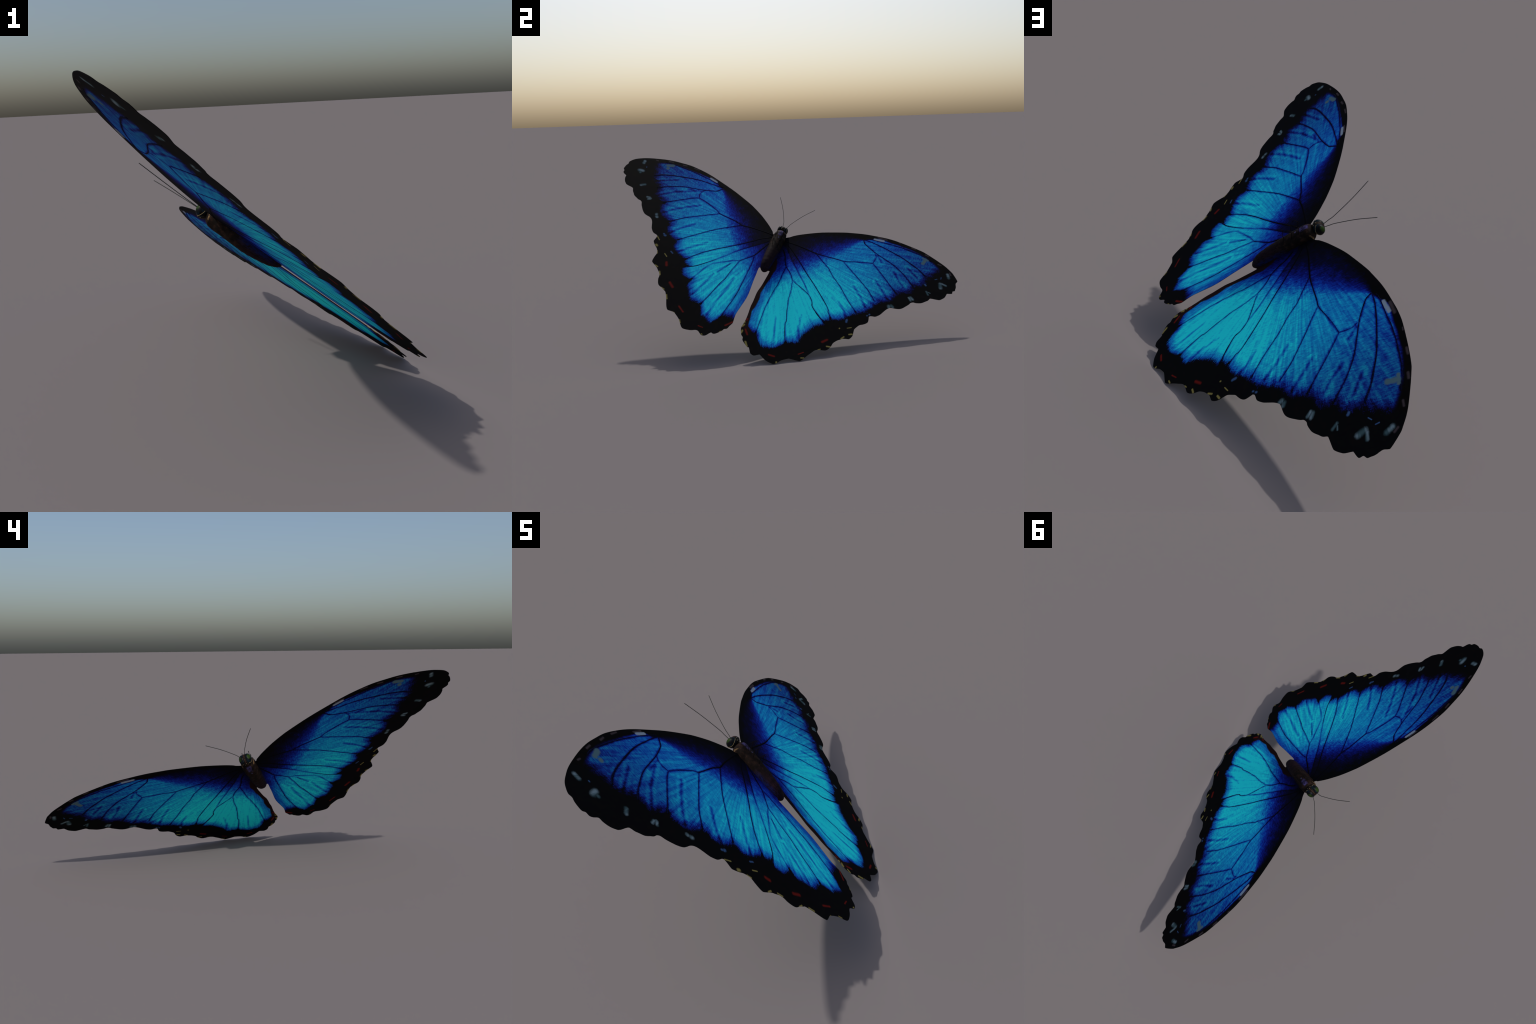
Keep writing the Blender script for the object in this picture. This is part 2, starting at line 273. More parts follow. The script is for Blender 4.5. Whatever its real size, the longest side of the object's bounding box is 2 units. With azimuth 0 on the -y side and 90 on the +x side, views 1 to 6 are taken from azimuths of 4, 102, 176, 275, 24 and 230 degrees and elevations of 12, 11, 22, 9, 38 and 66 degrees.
class Nodes:
    def __init__(self, name):
        self.material = bpy.data.materials.new(name)
        self.material.use_nodes = True
        self.tree = self.material.node_tree
        self.tree.nodes.clear()
        self.output = self.tree.nodes.new("ShaderNodeOutputMaterial")

    def put(self, socket, value):
        if value is None:
            return
        if isinstance(value, bpy.types.NodeSocket):
            self.tree.links.new(value, socket)
        else:
            if isinstance(value, (tuple, list)) and len(value) == 3 and socket.type == "RGBA":
                value = (*value, 1.0)
            socket.default_value = value

    def node(self, kind, **settings):
        n = self.tree.nodes.new("ShaderNode" + kind)
        for k, v in settings.items():
            setattr(n, k, v)
        return n

    def math(self, op, a, b=None, c=None, clamp=False):
        n = self.node("Math", operation=op, use_clamp=clamp)
        for i, v in enumerate((a, b, c)):
            self.put(n.inputs[i], v)
        return n.outputs[0]

    def vec(self, op, a, b=None):
        n = self.node("VectorMath", operation=op)
        self.put(n.inputs[0], a)
        self.put(n.inputs[1], b)
        return n.outputs["Value"] if op in ("LENGTH", "DOT_PRODUCT") else n.outputs[0]

    def ramp01(self, x, low, high):
        """smooth step from 0 at low to 1 at high"""
        n = self.node("MapRange", interpolation_type="SMOOTHSTEP", clamp=True)
        self.put(n.inputs["Value"], x)
        self.put(n.inputs["From Min"], low)
        self.put(n.inputs["From Max"], high)
        return n.outputs[0]

    def linear(self, x, a, b, c, d):
        n = self.node("MapRange", interpolation_type="LINEAR", clamp=True)
        for s, v in zip(("Value", "From Min", "From Max", "To Min", "To Max"), (x, a, b, c, d)):
            self.put(n.inputs[s], v)
        return n.outputs[0]

    def mix(self, f, a, b):
        n = self.node("Mix", data_type="RGBA")
        self.put(n.inputs[0], f)
        self.put(n.inputs[6], a)
        self.put(n.inputs[7], b)
        return n.outputs[2]

    def ramp(self, x, stops):
        n = self.node("ValToRGB")
        e = n.color_ramp.elements
        while len(e) < len(stops):
            e.new(0.5)
        for el, (p, c) in zip(e, stops):
            el.position, el.color = p, (*c, 1)
        self.put(n.inputs[0], x)
        return n.outputs[0]

    def noise(self, v, scale, detail=2.0, rough=0.5, dims="3D"):
        n = self.node("TexNoise", noise_dimensions=dims)
        self.put(n.inputs["Vector"], v)
        self.put(n.inputs["Scale"], scale)
        self.put(n.inputs["Detail"], detail)
        self.put(n.inputs["Roughness"], rough)
        return n.outputs["Fac"]

    def combine(self, x, y, z=0.0):
        n = self.node("CombineXYZ")
        for i, v in enumerate((x, y, z)):
            self.put(n.inputs[i], v)
        return n.outputs[0]

    def profile(self, x, points, pad=0.0):
        """y = f(x), piecewise linear through the points (Float Curve node)."""
        xs = np.array([p[0] for p in points]); ys = np.array([p[1] for p in points])
        order = np.argsort(xs, kind="stable"); xs, ys = xs[order], ys[order]
        lo, hi, bot, top = xs.min(), xs.max(), ys.min(), ys.max()
        n = self.node("FloatCurve")
        c = n.mapping.curves[0]
        n.mapping.use_clip = False
        pts = [((a - lo) / (hi - lo), (b - bot) / (top - bot + 1e-9)) for a, b in zip(xs, ys)]
        while len(c.points) < len(pts):
            c.points.new(0.5, 0.5)
        for cp, q in zip(c.points, pts):
            cp.location = q
            cp.handle_type = "VECTOR"
        n.mapping.update()
        self.put(n.inputs["Value"], self.linear(x, float(lo), float(hi), 0.0, 1.0))
        return self.math("MULTIPLY_ADD", n.outputs[0], float(top - bot), float(bot))

    def nearest(self, p, segments, scales=None):
        """distance from p to the nearest of the segments (x0, y0, x1, y1), one group
        node each, strung in a chain; scales multiply the single distances"""
        best = 9.0
        for i, (x0, y0, x1, y1) in enumerate(segments):
            n = self.node("Group")
            n.node_tree = capsule_group()
            self.put(n.inputs["Point"], p)
            self.put(n.inputs["Best"], best)
            n.inputs["Middle"].default_value = ((x0 + x1) / 2, (y0 + y1) / 2, 0)
            n.inputs["Turn"].default_value = (0, 0, math.atan2(y1 - y0, x1 - x0))
            n.inputs["Half"].default_value = (math.hypot(x1 - x0, y1 - y0) / 2, 0, 0)
            n.inputs["Scale"].default_value = scales[i] if scales else 1.0
            best = n.outputs[0]
        return best

    def finish(self, color, rough=0.6, spec=0.2, normal=None, **more):
        b = self.node("BsdfPrincipled")
        self.put(b.inputs["Base Color"], color)
        self.put(b.inputs["Roughness"], rough)
        self.put(b.inputs["Specular IOR Level"], spec)
        if normal is not None:
            self.put(b.inputs["Normal"], normal)
        for k, v in more.items():
            self.put(b.inputs[k], v)
        self.tree.links.new(b.outputs[0], self.output.inputs[0])
        return self.material

    def bump(self, height, strength, distance):
        n = self.node("Bump")
        n.inputs["Strength"].default_value = strength
        n.inputs["Distance"].default_value = distance
        self.put(n.inputs["Height"], height)
        return n.outputs[0]


def thin_out(points, tol):
    """Douglas-Peucker, to keep the vein shading light"""
    if len(points) < 3:
        return points
    a, b = np.array(points[0]), np.array(points[-1])
    d = (b - a) / (np.linalg.norm(b - a) + 1e-9)
    off = [abs((p[0] - a[0]) * d[1] - (p[1] - a[1]) * d[0]) for p in points]
    i = int(np.argmax(off))
    if off[i] < tol:
        return [points[0], points[-1]]
    return thin_out(points[:i + 1], tol)[:-1] + thin_out(points[i:], tol)


# ----------------------------------------------------------------------------
# wing material
# ----------------------------------------------------------------------------
BLACK = (0.0020, 0.0021, 0.0026)
BLUES = [(0.0, BLACK), (0.12, (0.002, 0.0025, 0.030)), (0.27, (0.004, 0.010, 0.19)), (0.43, (0.005, 0.045, 0.42)),
         (0.60, (0.007, 0.175, 0.57)), (0.79, (0.010, 0.42, 0.74)), (1.0, (0.016, 0.84, 0.90))]


def wing_outlines(w):
    """closed outlines of the forewing and the hindwing; they share the seam"""
    lead = smooth(w["costa"] + w["margin"], 4)
    hind = smooth([w["margin"][-1]] + w["hind_margin"] + w["inner"], 4)
    seam = smooth(w["seam"] + [tuple(lead[-1])], 4)
    return ([tuple(p) for p in lead] + [tuple(p) for p in seam[::-1][1:]],
            [tuple(p) for p in seam] + [tuple(p) for p in hind[1:]])


def wing_material(w, part, outline, name):
    """scales of one wing: part is "fore" or "hind"; only what lies on it is drawn"""
    fore = part == "fore"
    g = Nodes(name)
    coord = g.node("TexCoord").outputs["Object"]
    sep = g.node("SeparateXYZ")
    g.put(sep.inputs[0], coord)
    X = g.math("MULTIPLY", sep.outputs[0], float(w["side"]))
    Y = sep.outputs[1]
    P = g.combine(X, Y)

    # polar frame about the wing root, for everything that radiates
    ry = g.math("SUBTRACT", Y, 0.43)
    radius = g.vec("LENGTH", g.combine(X, ry))
    angle = g.math("ARCTAN2", ry, g.math("MAXIMUM", X, 0.001))
    rays = g.combine(g.math("MULTIPLY", angle, 42.0), g.math("MULTIPLY", radius, 5.0), 3.0 + w["side"])
    ray_fine = g.combine(g.math("MULTIPLY", angle, 190.0), g.math("MULTIPLY", radius, 30.0), 1.0 + w["side"])
    fray = g.math("SUBTRACT", g.noise(ray_fine, 1.0, 3.0, 0.7), 0.5)
    fine = g.math("SUBTRACT", g.noise(P, 300.0, 2.0, 0.75), 0.5)
    blotch = g.math("SUBTRACT", g.noise(P, 34.0, 4.0, 0.65), 0.5)
    streak = g.math("SUBTRACT", g.noise(rays, 1.0, 3.0, 0.55), 0.5)
    # rows of scales, slanting across the membrane
    m = g.node("Mapping", vector_type="TEXTURE")
    g.put(m.inputs["Vector"], P)
    m.inputs["Rotation"].default_value = (0, 0, math.radians(-8 if fore else -22))
    m.inputs["Scale"].default_value = (1 / 170, 1 / 38, 1)
    rows = g.math("SUBTRACT", g.noise(m.outputs[0], 1.0, 3.0, 0.65), 0.5)
    streak = g.math("MULTIPLY", streak, g.ramp01(radius, 0.08, 0.38))

    # signed distances into the blue field
    pa, qa = (0.652, 0.758), (-0.758, 0.652)
    along = g.vec("DOT_PRODUCT", P, (*pa, 0))
    across = g.vec("DOT_PRODUCT", P, (*qa, 0))
    front = [(x * pa[0] + y * pa[1], x * qa[0] + y * qa[1]) for x, y in w["blue_outer"]]
    front = [(front[0][0] + 0.25, front[0][1])] + front + [(front[-1][0] - 0.35, front[-1][1] - 0.3)]
    d_edge = g.math("SUBTRACT", across, g.profile(along, front))
    if not fore:
        tail = [(-0.2, w["blue_tail"][0][1])] + w["blue_tail"] + [(w["blue_tail"][-1][0] + 0.02, -0.5), (1.2, -0.5)]
        d_edge = g.math("MINIMUM", d_edge, g.math("SUBTRACT", Y, g.profile(X, tail)))
        y_in = [(y, x) for x, y in w["blue_inner"]]
        y_in = [(-0.5, y_in[0][1])] + y_in + [(y_in[-1][0] + 0.08, 0.0), (0.9, 0.0)]
        d_inner = g.math("SUBTRACT", X, g.profile(Y, y_in))

    # veins and folds
    courses = [v[0] for v in w["veins" if fore else "hind_veins"].values()]
    if fore:
        courses += [w["hind_veins"][k][0] for k in ("costal", "medial")]
    segments = []
    for course in courses:
        c = thin_out(course, 0.004)
        segments += [(*c[i], *c[i + 1]) for i in range(len(c) - 1)]
    d_vein = g.nearest(P, segments)
    folds = [c for c in w["folds"] if inside(outline, *c[0]) or inside(outline, *c[-1])]
    d_fold = g.nearest(P, [(*c[i], *c[i + 1]) for c in folds for i in range(len(c) - 1)])

    # black frame, frayed along the rays; it reaches inwards along the veins
    vein_near = g.math("SUBTRACT", 1.0, g.ramp01(d_vein, 0.0, 0.012))
    d_frayed = g.math("ADD", d_edge, g.math("MULTIPLY", fray, 0.060))
    d_frayed = g.math("SUBTRACT", d_frayed, g.math("MULTIPLY", vein_near, 0.014))
    d_frayed = g.math("ADD", d_frayed, g.math("MULTIPLY", fine, 0.050))
    in_edge = g.ramp01(d_frayed, -0.005, 0.006)
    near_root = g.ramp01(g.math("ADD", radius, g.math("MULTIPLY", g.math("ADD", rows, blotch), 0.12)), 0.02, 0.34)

    # brightness of the blue: brightest in a broad bar beside the hind veins
    glow_p = g.node("Mapping", vector_type="TEXTURE")
    g.put(glow_p.inputs["Vector"], P)
    glow_p.inputs["Location"].default_value = (0.22, 0.02, 0)
    glow_p.inputs["Rotation"].default_value = (0, 0, math.radians(48))
    glow_p.inputs["Scale"].default_value = (0.66, 0.34, 1)
    glow = g.math("SUBTRACT", 1.0, g.ramp01(g.vec("LENGTH", glow_p.outputs[0]), 0.10, 1.25))
    tone = g.math("MULTIPLY_ADD", glow, 0.40 if w["side"] > 0 else 0.34, 0.62 if w["side"] > 0 else 0.57)
    hatch = g.math("MULTIPLY", rows, g.math("MULTIPLY_ADD", g.ramp01(X, 0.25, 0.75), 0.18, 0.46))
    for part_noise, amount in ((streak, 0.62), (hatch, 1.0), (blotch, 0.26), (fine, 0.20)):
        tone = g.math("MULTIPLY_ADD", part_noise, amount, tone)
    # towards the frame, the veins and the folds the blue deepens
    rim = g.math("SUBTRACT", 1.0, g.ramp01(g.math("MULTIPLY_ADD", fray, 0.06, g.math("MULTIPLY_ADD", fine, 0.05, d_edge)), -0.004, 0.058))
    tone = g.math("MULTIPLY_ADD", rim, -0.40, tone)
    if not fore:
        flank = g.math("SUBTRACT", 1.0, g.ramp01(g.math("MULTIPLY_ADD", fine, 0.03, d_inner), 0.0, 0.075))
        tone = g.math("MULTIPLY_ADD", flank, -0.34, tone)
    halo = g.math("SUBTRACT", 1.0, g.ramp01(g.math("MULTIPLY_ADD", fray, 0.008, d_vein), -0.001, 0.009))
    tone = g.math("MULTIPLY_ADD", halo, -0.34, tone)
    crease = g.math("SUBTRACT", 1.0, g.ramp01(g.math("MULTIPLY_ADD", streak, 0.016, d_fold), -0.003, 0.011))
    tone = g.math("MULTIPLY_ADD", crease, -0.24, tone)
    painted_highlight = g.math("SUBTRACT", 1.0, g.ramp01(g.math("ABSOLUTE", g.math("SUBTRACT", d_fold, 0.016)), 0.0, 0.012))  # highlight next to each fold, drawn as a brighter blue
    tone = g.math("MULTIPLY_ADD", painted_highlight, 0.08, tone)
    apex = g.ramp01(X, 0.45, 0.92)
    tone = g.math("MULTIPLY_ADD", apex, -0.13, tone)
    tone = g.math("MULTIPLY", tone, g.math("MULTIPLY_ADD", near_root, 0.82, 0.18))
    if fore:
        # the leading edge dims gradually near the body, sharply further out
        costa = [(-0.05, 0.42)] + w["blue_costa"] + [(w["blue_costa"][-1][0] + 0.25, w["blue_costa"][-1][1] - 0.1)]
        d_costa = g.math("SUBTRACT", g.profile(X, costa), Y)
        dusk = g.profile(X, DUSK)
        grain = g.math("ADD", rows, blotch)
        soft = g.math("DIVIDE", g.math("ADD", d_costa, g.math("MULTIPLY", grain, g.math("MULTIPLY", dusk, 0.42))), dusk)
        tone = g.math("MULTIPLY", tone, g.math("POWER", g.linear(soft, -0.05, 1.05, 0.0, 1.0), 1.0))
    # specks of missing scales
    speck = g.ramp01(g.noise(P, 150.0, 2.0, 0.6), 0.66, 0.73)
    tone = g.math("MULTIPLY_ADD", speck, -0.30, tone)
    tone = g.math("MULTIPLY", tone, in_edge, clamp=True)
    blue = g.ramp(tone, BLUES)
    blue = g.mix(g.math("MULTIPLY", apex, 0.8), blue, g.vec("MULTIPLY", blue, (1.3, 0.90, 0.52)))

    # the frame itself: warm black, brown along the abdomen
    frame = g.mix(g.ramp01(blotch, 0.0, 0.25), BLACK, (0.0050, 0.0032, 0.0030))
    color = blue
    if not fore:
        in_inner = g.ramp01(g.math("MULTIPLY_ADD", fine, 0.012, d_inner), -0.002, 0.004)
        brown = g.mix(g.math("ADD", fine, 0.5), (0.007, 0.003, 0.003), (0.022, 0.008, 0.008))
        color = g.mix(in_inner, brown, blue)
    color = g.mix(in_edge, frame, color)

    # marks
    wobble = g.math("MULTIPLY_ADD", fine, 0.7, g.math("MULTIPLY", blotch, 1.3))

    def marks(color, key, paint, edge=0.5):
        here = [m for m in w[key] if any(inside(outline, x + dx, y + dy) for x, y in (m[:2], m[2:4]) for dx, dy in ((0, 0), (m[4], 0), (-m[4], 0), (0, m[4]), (0, -m[4])))]
        if not here:
            return color
        d = g.nearest(P, [m[:4] for m in here], [1.12 / m[4] for m in here])
        f = g.math("SUBTRACT", 1.0, g.ramp01(g.math("ADD", d, wobble), 1 - edge, 1 + edge))
        return g.mix(f, color, paint)

    color = marks(color, "brown", (0.055, 0.040, 0.044), 0.95)
    color = marks(color, "cream", (0.27, 0.33, 0.40), 0.45)
    color = marks(color, "patch", (0.080, 0.145, 0.170), 0.45)
    color = marks(color, "white", g.mix(g.ramp01(streak, -0.1, 0.1), (0.045, 0.085, 0.095), (0.165, 0.230, 0.260)), 0.95)
    color = marks(color, "bluish", (0.040, 0.09, 0.21), 0.8)
    color = marks(color, "yellow", (0.25, 0.20, 0.060), 0.65)
    color = marks(color, "red", (0.14, 0.009, 0.006), 0.95)

    normal = g.bump(rows, 0.25, 0.0012)
    return g.finish(color, 0.75, 0.04, normal)


def vein_material():
    g = Nodes("vein")
    coord = g.node("TexCoord").outputs["Object"]
    n = g.noise(coord, 260.0, 3.0, 0.7)
    from_root = g.vec("LENGTH", g.vec("SUBTRACT", coord, (0, 0.43, 0)))
    n = g.math("MULTIPLY", n, g.math("MULTIPLY_ADD", g.ramp01(from_root, 0.15, 0.45), 0.6, 0.4))
    return g.finish(g.ramp(n, [(0.38, (0.0016, 0.0016, 0.004)), (0.56, (0.003, 0.005, 0.030)), (0.72, (0.005, 0.022, 0.14))]), 0.8, 0.03)


# ----------------------------------------------------------------------------
# body materials
# ----------------------------------------------------------------------------
def body_material():
    g = Nodes("body_scales")
    coord = g.node("TexCoord").outputs["Object"]
    sep = g.node("SeparateXYZ"); g.put(sep.inputs[0], coord)
    X = g.math("ADD", sep.outputs[0], 0.006)
    Y, Z = sep.outputs[1], sep.outputs[2]
    hair = g.node("Mapping", vector_type="POINT")
    g.put(hair.inputs["Vector"], coord)
    hair.inputs["Scale"].default_value = (240, 60, 240)
    n = g.noise(hair.outputs[0], 1.0, 3.0, 0.6)
    big = g.noise(coord, 55.0, 3.0, 0.6)
    thorax = g.ramp(g.math("MULTIPLY_ADD", big, 0.7, g.math("MULTIPLY", n, 0.3)), [(0.3, (0.003, 0.002, 0.002)), (0.50, (0.009, 0.0055, 0.004)), (0.66, (0.030, 0.015, 0.010))])
    abdomen = g.ramp(n, [(0.3, (0.005, 0.002, 0.004)), (0.7, (0.022, 0.010, 0.014))])
    color = g.mix(g.ramp01(Y, 0.38, 0.28), thorax, abdomen)
    # iridescent violet shield on the front of the thorax, two faint dots behind it
    ax = g.math("ABSOLUTE", X)
    violet_patch = g.math("MULTIPLY", g.math("SUBTRACT", 1.0, g.ramp01(g.math("ADD", ax, g.math("MULTIPLY", g.math("SUBTRACT", big, 0.5), 0.02)), 0.008, 0.016)),
                    g.math("MULTIPLY", g.ramp01(Y, 0.440, 0.462), g.math("SUBTRACT", 1.0, g.ramp01(Y, 0.486, 0.494))))
    color = g.mix(g.math("MULTIPLY", violet_patch, g.ramp01(big, 0.35, 0.65)), color, (0.060, 0.050, 0.16))
    dot = g.math("SUBTRACT", 1.0, g.ramp01(g.vec("LENGTH", g.combine(X, g.math("SUBTRACT", Y, 0.432))), 0.003, 0.006))
    color = g.mix(g.math("MULTIPLY", dot, 0.6), color, (0.09, 0.085, 0.19))
    # pale crescents on the collar
    cr = g.math("SUBTRACT", Y, g.math("MULTIPLY_ADD", g.math("ABSOLUTE", Z), -0.25, 0.487))
    crescent = g.math("MULTIPLY", g.math("SUBTRACT", 1.0, g.ramp01(g.math("ABSOLUTE", cr), 0.001, 0.004)),
                      g.math("MULTIPLY", g.ramp01(ax, 0.022, 0.028), g.math("SUBTRACT", 1.0, g.ramp01(g.math("ABSOLUTE", Z), 0.012, 0.020))))
    color = g.mix(g.math("MULTIPLY", crescent, g.ramp01(n, 0.3, 0.6)), color, (0.22, 0.14, 0.065))
    # blue streaks along the flank of the abdomen
    flank = g.math("MULTIPLY", g.math("SUBTRACT", 1.0, g.ramp01(g.math("ABSOLUTE", Z), 0.008, 0.026)), g.math("SUBTRACT", 1.0, g.ramp01(g.math("ABSOLUTE", g.math("SUBTRACT", Y, 0.285)), 0.03, 0.09)))
    flank = g.math("MULTIPLY", flank, g.ramp01(n, 0.35, 0.6))
    color = g.mix(flank, color, (0.003, 0.010, 0.075))
    return g.finish(color, 0.7, 0.07, g.bump(n, 0.5, 0.002))


def head_material():
    g = Nodes("head_scales")
    coord = g.node("TexCoord").outputs["Object"]
    n = g.noise(coord, 120.0, 3.0, 0.6)
    color = g.ramp(n, [(0.35, (0.003, 0.003, 0.003)), (0.62, (0.014, 0.010, 0.006)), (0.78, (0.045, 0.022, 0.008))])
    return g.finish(color, 0.6, 0.08, g.bump(n, 0.4, 0.002))


def eye_material():
    g = Nodes("compound_eye")
    coord = g.node("TexCoord").outputs["Object"]
    sep = g.node("SeparateXYZ"); g.put(sep.inputs[0], coord)
    n = g.noise(coord, 60.0, 2.0, 0.5)
    # green gloss tinted into the base colour on the outer front of each eye
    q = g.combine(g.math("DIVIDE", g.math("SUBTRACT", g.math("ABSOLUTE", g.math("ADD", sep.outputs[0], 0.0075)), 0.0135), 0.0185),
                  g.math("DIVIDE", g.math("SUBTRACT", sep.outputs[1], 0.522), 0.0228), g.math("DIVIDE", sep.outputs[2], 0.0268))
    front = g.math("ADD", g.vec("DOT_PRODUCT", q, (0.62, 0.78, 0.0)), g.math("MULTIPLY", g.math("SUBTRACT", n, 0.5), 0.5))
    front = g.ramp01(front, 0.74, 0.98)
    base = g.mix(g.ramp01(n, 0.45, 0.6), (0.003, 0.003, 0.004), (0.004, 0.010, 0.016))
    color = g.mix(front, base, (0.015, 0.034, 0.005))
    return g.finish(color, 0.42, 0.07)


def plain(name, color, rough=0.6, spec=0.2, vary=0.4):
    g = Nodes(name)
    n = g.noise(g.node("TexCoord").outputs["Object"], 150.0, 3.0, 0.6)
    lo = tuple(c * (1 - vary) for c in color); hi = tuple(c * (1 + vary) for c in color)
    return g.finish(g.mix(n, lo, hi), rough, spec)


# ----------------------------------------------------------------------------
# build: root
# ----------------------------------------------------------------------------
root = bpy.data.objects.new("butterfly", None)
root.empty_display_size = 0.2
bpy.context.scene.collection.objects.link(root)
root["label"] = "iridescent blue butterfly with black scalloped wing borders"
root["category"] = "butterfly"

VEIN = vein_material()


# ----------------------------------------------------------------------------
# build: wings
# ----------------------------------------------------------------------------
def build_wing(w, tag):
    side = w["side"]
    fore_poly, hind_poly = wing_outlines(w)
    for poly, part, veins in ((fore_poly, "fore", w["veins"]), (hind_poly, "hind", w["hind_veins"])):
        name = part + "wing"
        material = wing_material(w, part, poly, f"{tag}_{name}_scales")
        n = len(poly)
        pts = [Vector(p) for p in poly]
        loops = [(i, (i + 1) % n) for i in range(n)]
        step = 0.022
        xs = [p[0] for p in poly]; ys = [p[1] for p in poly]
        for i in range(int((max(xs) - min(xs)) / step)):
            for j in range(int((max(ys) - min(ys)) / step)):
                x = min(xs) + (i + 0.5 + 0.5 * (j % 2)) * step
                y = min(ys) + (j + 0.5) * step
                if inside(poly, x, y):
                    pts.append(Vector((x, y)))
        v2, _, f2, *_ = delaunay_2d_cdt(pts, loops, [], 1, 1e-6)
        f2 = [tuple(f) for f in f2 if inside(poly, sum(v2[k].x for k in f) / len(f), sum(v2[k].y for k in f) / len(f))]
        top = [(side * v.x, v.y, SHEET) for v in v2]
        low = [(side * v.x, v.y, -SHEET) for v in v2]
        m = len(v2)
        if side < 0:
            f2 = [f[::-1] for f in f2]
        faces = list(f2) + [tuple(k + m for k in f[::-1]) for f in f2]
        count = {}
        for f in f2:
            for a, b in zip(f, f[1:] + f[:1]):
                count[(a, b)] = count.get((a, b), 0) + 1
        faces += [(b, a, a + m, b + m) for a, b in count if (b, a) not in count]
        wing = new_object(name, mesh_from(name, top + low, faces, shade=False), root, material)
        for course, w0, w1 in veins.values():
            path = smooth(course, 5)
            k = len(path)
            wander = rng.normal(0, 1, k)
            radii = [max(0.0005, (w0 + (w1 - w0) * min(1, i / (k - 1) * 1.15)) * (1 + 0.16 * wander[i])) for i in range(k)]
            verts, vf = tube([(side * q[0], q[1], 0) for q in path], radii, squash=-0.0014, sides=8)
            vein = new_object("vein", mesh_from("vein", verts, vf), wing, VEIN, in_frame=False)
            vein.matrix_local = Matrix.Identity(4)


build_wing(RIGHT, "right")
build_wing(LEFT, "left")

# ----------------------------------------------------------------------------
# build: thorax and abdomen, one lofted skin cut in two
# ----------------------------------------------------------------------------
CX = -0.006
#          y,     half width, top z, bottom z
STATIONS = [(0.1880, 0.0010, 0.0010, -0.0010), (0.1900, 0.0090, 0.0080, -0.0070), (0.1960, 0.0150, 0.0140, -0.0125), (0.2060, 0.0215, 0.0210, -0.0180), (0.2250, 0.0270, 0.0290, -0.0260),
            (0.2500, 0.0305, 0.0345, -0.0310), (0.2900, 0.0330, 0.0385, -0.0365), (0.3300, 0.0345, 0.0405, -0.0395), (0.3700, 0.0350, 0.0410, -0.0380),
            (0.4000, 0.0355, 0.0415, -0.0365), (0.4300, 0.0360, 0.0415, -0.0355), (0.4600, 0.0360, 0.0415, -0.0355), (0.4780, 0.0345, 0.0410, -0.0335),
            (0.4900, 0.0305, 0.0370, -0.0260), (0.4980, 0.0245, 0.0300, -0.0170), (0.5040, 0.0160, 0.0210, -0.0090), (0.5070, 0.0040, 0.0080, 0.0000)]
RINGS, SIDES = 90, 40


def station(y):
    ys = [s[0] for s in STATIONS]
    return [float(np.interp(y, ys, [s[k] for s in STATIONS])) for k in (1, 2, 3)]


ring_y = [0.188 + (0.507 - 0.188) * (0.5 - 0.5 * math.cos(math.pi * i / (RINGS - 1))) for i in range(RINGS)]
verts, faces = [], []
for y in ring_y:
    a, t, b = station(y)
    a *= 1.05
    # faint segment rings on the abdomen, lumps on the thorax
    seg = 1.0 - 0.018 * (0.5 + 0.5 * math.cos((y - 0.19) / 0.026 * 2 * math.pi)) ** 4 if y < 0.37 else 1.0
    for k in range(SIDES):
        ang = 2 * math.pi * k / SIDES
        c, s = math.cos(ang), math.sin(ang)
        lump = 1.0
        if y > 0.37:
            lump += 0.035 * math.sin(y * 130 + 2.0 * math.sin(ang * 2)) * abs(c) * min(1, (y - 0.37) / 0.03)
        px = CX + a * seg * lump * math.copysign(abs(c) ** 0.92, c) + 0.004 * max(0.0, 1 - (y - 0.188) / 0.06)
        pz = (t + b) / 2 + (t - b) / 2 * seg * lump * math.copysign(abs(s) ** 0.92, s)
        verts.append((px, y, pz))
for i in range(RINGS - 1):
    for k in range(SIDES):
        q = (k + 1) % SIDES
        faces.append((i * SIDES + k, (i + 1) * SIDES + k, (i + 1) * SIDES + q, i * SIDES + q))
faces.append(tuple(range(SIDES)))
faces.append(tuple((RINGS - 1) * SIDES + k for k in range(SIDES))[::-1])
skin = mesh_from("skin", verts, faces)
skin_normals = [v.normal.copy() for v in skin.vertices]
cut = min(range(RINGS), key=lambda i: abs(ring_y[i] - 0.372))
BODY = body_material()
for name, keep in (("abdomen", lambda f: max(f) <= (cut + 1) * SIDES - 1), ("thorax", lambda f: min(f) >= cut * SIDES)):
    fs = [f for f in faces if keep(f)]
    used = sorted({k for f in fs for k in f})
    back = {k: i for i, k in enumerate(used)}
    me = mesh_from(name, [verts[k] for k in used], [tuple(back[k] for k in f) for f in fs])
    me.normals_split_custom_set_from_vertices([skin_normals[k] for k in used])
    new_object(name, me, root, BODY)
bpy.data.meshes.remove(skin)


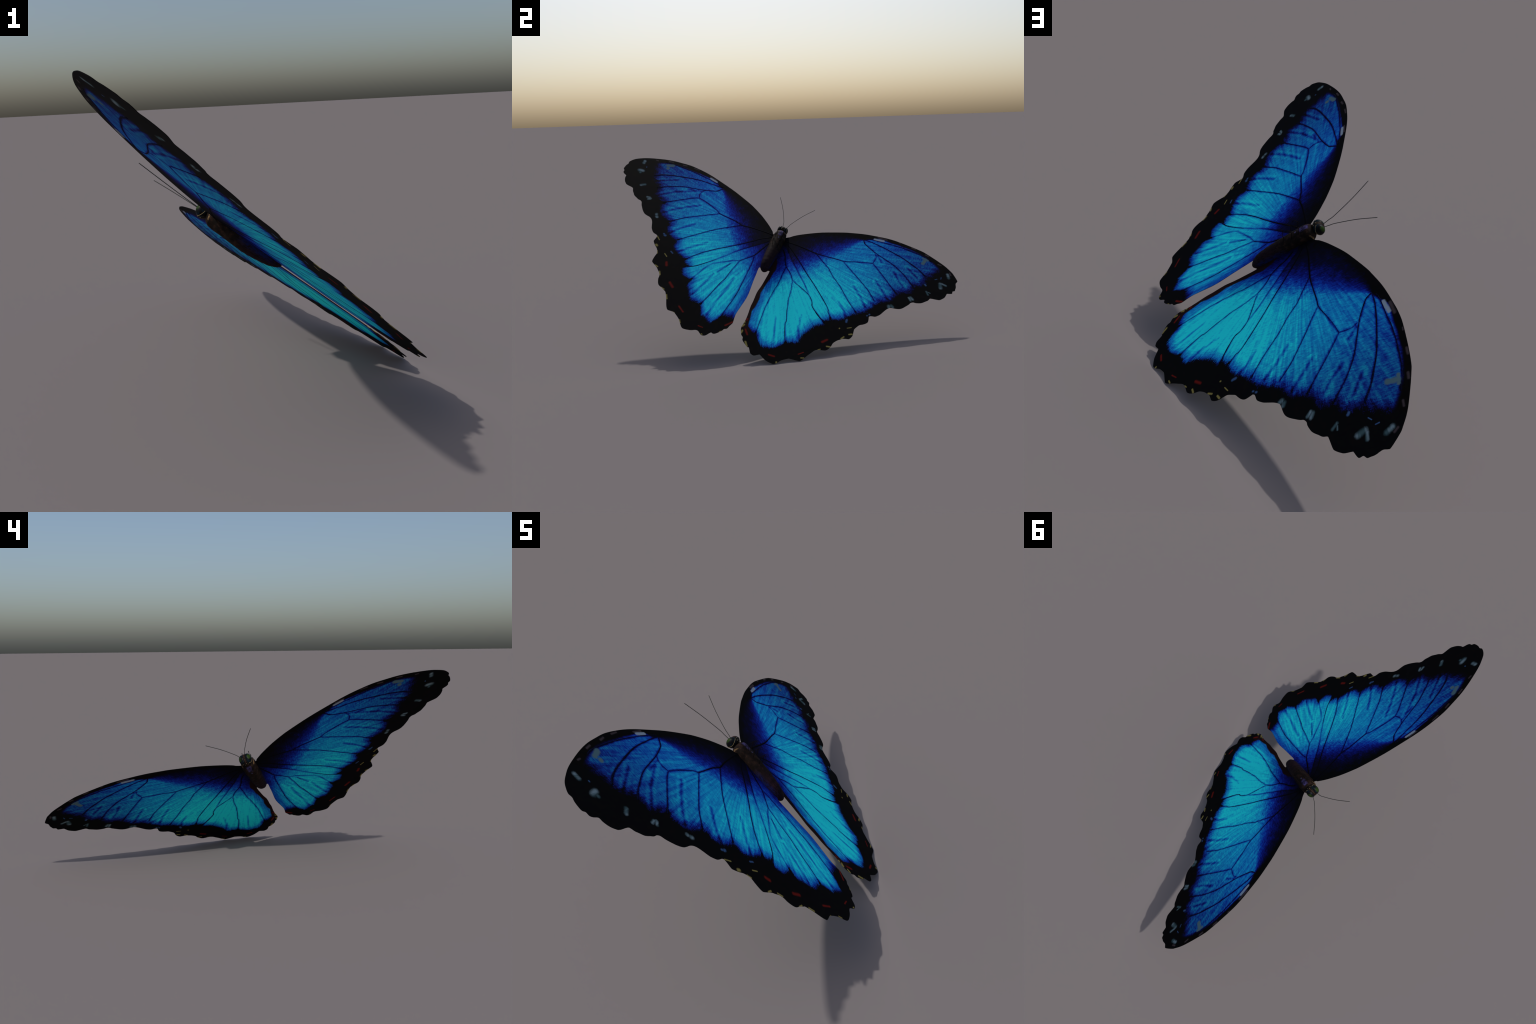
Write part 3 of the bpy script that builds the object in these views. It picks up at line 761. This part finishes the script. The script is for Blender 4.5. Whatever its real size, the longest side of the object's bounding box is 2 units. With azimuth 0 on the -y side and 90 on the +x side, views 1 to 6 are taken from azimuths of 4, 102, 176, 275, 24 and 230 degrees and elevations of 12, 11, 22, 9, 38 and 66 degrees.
# ----------------------------------------------------------------------------
# build: head with eyes, eye rims and palps
# ----------------------------------------------------------------------------
def ellipsoid(name, centre, radii, turn=0.0, rings=20, sides=32):
    vs, fs = [], []
    rot = Matrix.Rotation(turn, 3, "Z")
    for i in range(rings + 1):
        th = math.pi * i / rings
        for k in range(sides):
            ph = 2 * math.pi * k / sides
            v = rot @ Vector((radii[0] * math.sin(th) * math.cos(ph), radii[1] * math.sin(th) * math.sin(ph), radii[2] * math.cos(th)))
            vs.append(v + Vector(centre))
    for i in range(rings):
        for k in range(sides):
            q = (k + 1) % sides
            fs.append((i * sides + k, (i + 1) * sides + k, (i + 1) * sides + q, i * sides + q))
    me = mesh_from(name, vs, fs)
    bm = bmesh.new(); bm.from_mesh(me)
    bmesh.ops.remove_doubles(bm, verts=bm.verts, dist=1e-6)
    bmesh.ops.recalc_face_normals(bm, faces=bm.faces)
    bm.to_mesh(me); bm.free()
    return me


HX, HY, HZ = -0.0075, 0.5195, 0.0025
head = new_object("head", ellipsoid("head", (HX, HY, HZ), (0.0270, 0.0235, 0.0290)), root, head_material())
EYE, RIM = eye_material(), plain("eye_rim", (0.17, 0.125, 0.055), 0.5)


def child(name, me, parent, mat):
    ob = new_object(name, me, parent, mat, in_frame=False)
    ob.matrix_local = Matrix.Identity(4)
    return ob


for s in (1, -1):
    c = Vector((HX + s * 0.0135, HY + 0.0025, HZ))
    r = (0.0185, 0.0228, 0.0268)
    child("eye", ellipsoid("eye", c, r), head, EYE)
    loop = []
    for k in range(40):       # pale rim round the back of the eye
        a = -1.5 + 3.0 * k / 39
        y = c.y + 0.004 - 0.0175 * math.cos(a)
        f = math.sqrt(1 - ((y - c.y) / r[1]) ** 2)
        loop.append(Vector((c.x + s * r[0] * f * math.cos(a), y, c.z + r[2] * f * math.sin(a))))
    vs, fs = tube(loop, [0.0011] * 40, 1.0, 6, Vector((0, 1, 0)))
    child("eye_rim", mesh_from("eye_rim", vs, fs), head, RIM)

# red stripe between the eyes with pale and orange tufts behind it
stripe = [Vector((HX + 0.0005, HY + 0.0235 * math.cos(a), HZ + 0.0280 * math.sin(a))) for a in np.linspace(-1.25, 1.25, 24)]
vs, fs = tube(stripe, [0.0017] * 24, 0.6, 8, Vector((1, 0, 0)))
child("face_stripe", mesh_from("face_stripe", vs, fs), head, plain("face_stripe", (0.050, 0.014, 0.012)))
PALE, ORANGE = plain("pale_tuft", (0.24, 0.20, 0.12)), plain("orange_tuft", (0.16, 0.06, 0.012))
for zs in (1, -1):
    for dx, y, mat, r in ((-0.008, 0.514, PALE, 0.0024), (0.0085, 0.514, PALE, 0.0020), (0.001, 0.506, ORANGE, 0.0024), (0.0005, 0.525, PALE, 0.0020)):
        q = 1 - ((y - HY) / 0.0235) ** 2 - (dx / 0.0270) ** 2
        child("tuft", ellipsoid("tuft", (HX + dx, y, HZ + zs * 0.0285 * math.sqrt(max(q, 0.02))), (r, r * 0.9, r * 0.7), 0, 8, 12), head, mat)

# ----------------------------------------------------------------------------
# build: antennae and legs
# ----------------------------------------------------------------------------
HORN = plain("antenna", (0.030, 0.031, 0.028), 0.6, 0.1)
for tip, knee, base in (((0.1141, 0.7703), (0.0215, 0.599), (0.0055, 0.546)), ((-0.1147, 0.7718), (-0.0270, 0.598), (-0.0150, 0.546))):
    mid = (0.5 * (tip[0] + knee[0]) - 0.004 * math.copysign(1, tip[0]), 0.5 * (tip[1] + knee[1]) + 0.003)
    path = [Vector((q[0], q[1], 0.0006)) for q in smooth([base, ((base[0] + knee[0]) / 2 - 0.0005, (base[1] + knee[1]) / 2), knee, mid, tip], 10)]
    vs, fs = tube(path, [0.0014] * len(path), 1.0, 8)
    new_object("antenna", mesh_from("antenna", vs, fs), root, HORN)

LEG = plain("leg", (0.006, 0.003, 0.0025), 0.7, 0.05)
for y in (0.369, 0.408, 0.444):
    for s in (1, -1):
        x = -0.005 + s * 0.018
        path = smooth([(x - s * 0.004, y - 0.004, 0.026), (x, y + 0.006, 0.044), (x + s * 0.001, y + 0.019, 0.063), (x, y + 0.019, 0.071), (x, y + 0.014, 0.0815), (x, y + 0.007, 0.083), (x, y + 0.002, 0.078)], 5)
        vs, fs = tube([Vector(p) for p in path], [0.0013 - 0.0005 * i / len(path) for i in range(len(path))], 1.0, 8, Vector((1, 0, 0)))
        new_object("leg", mesh_from("leg", vs, fs), root, LEG)
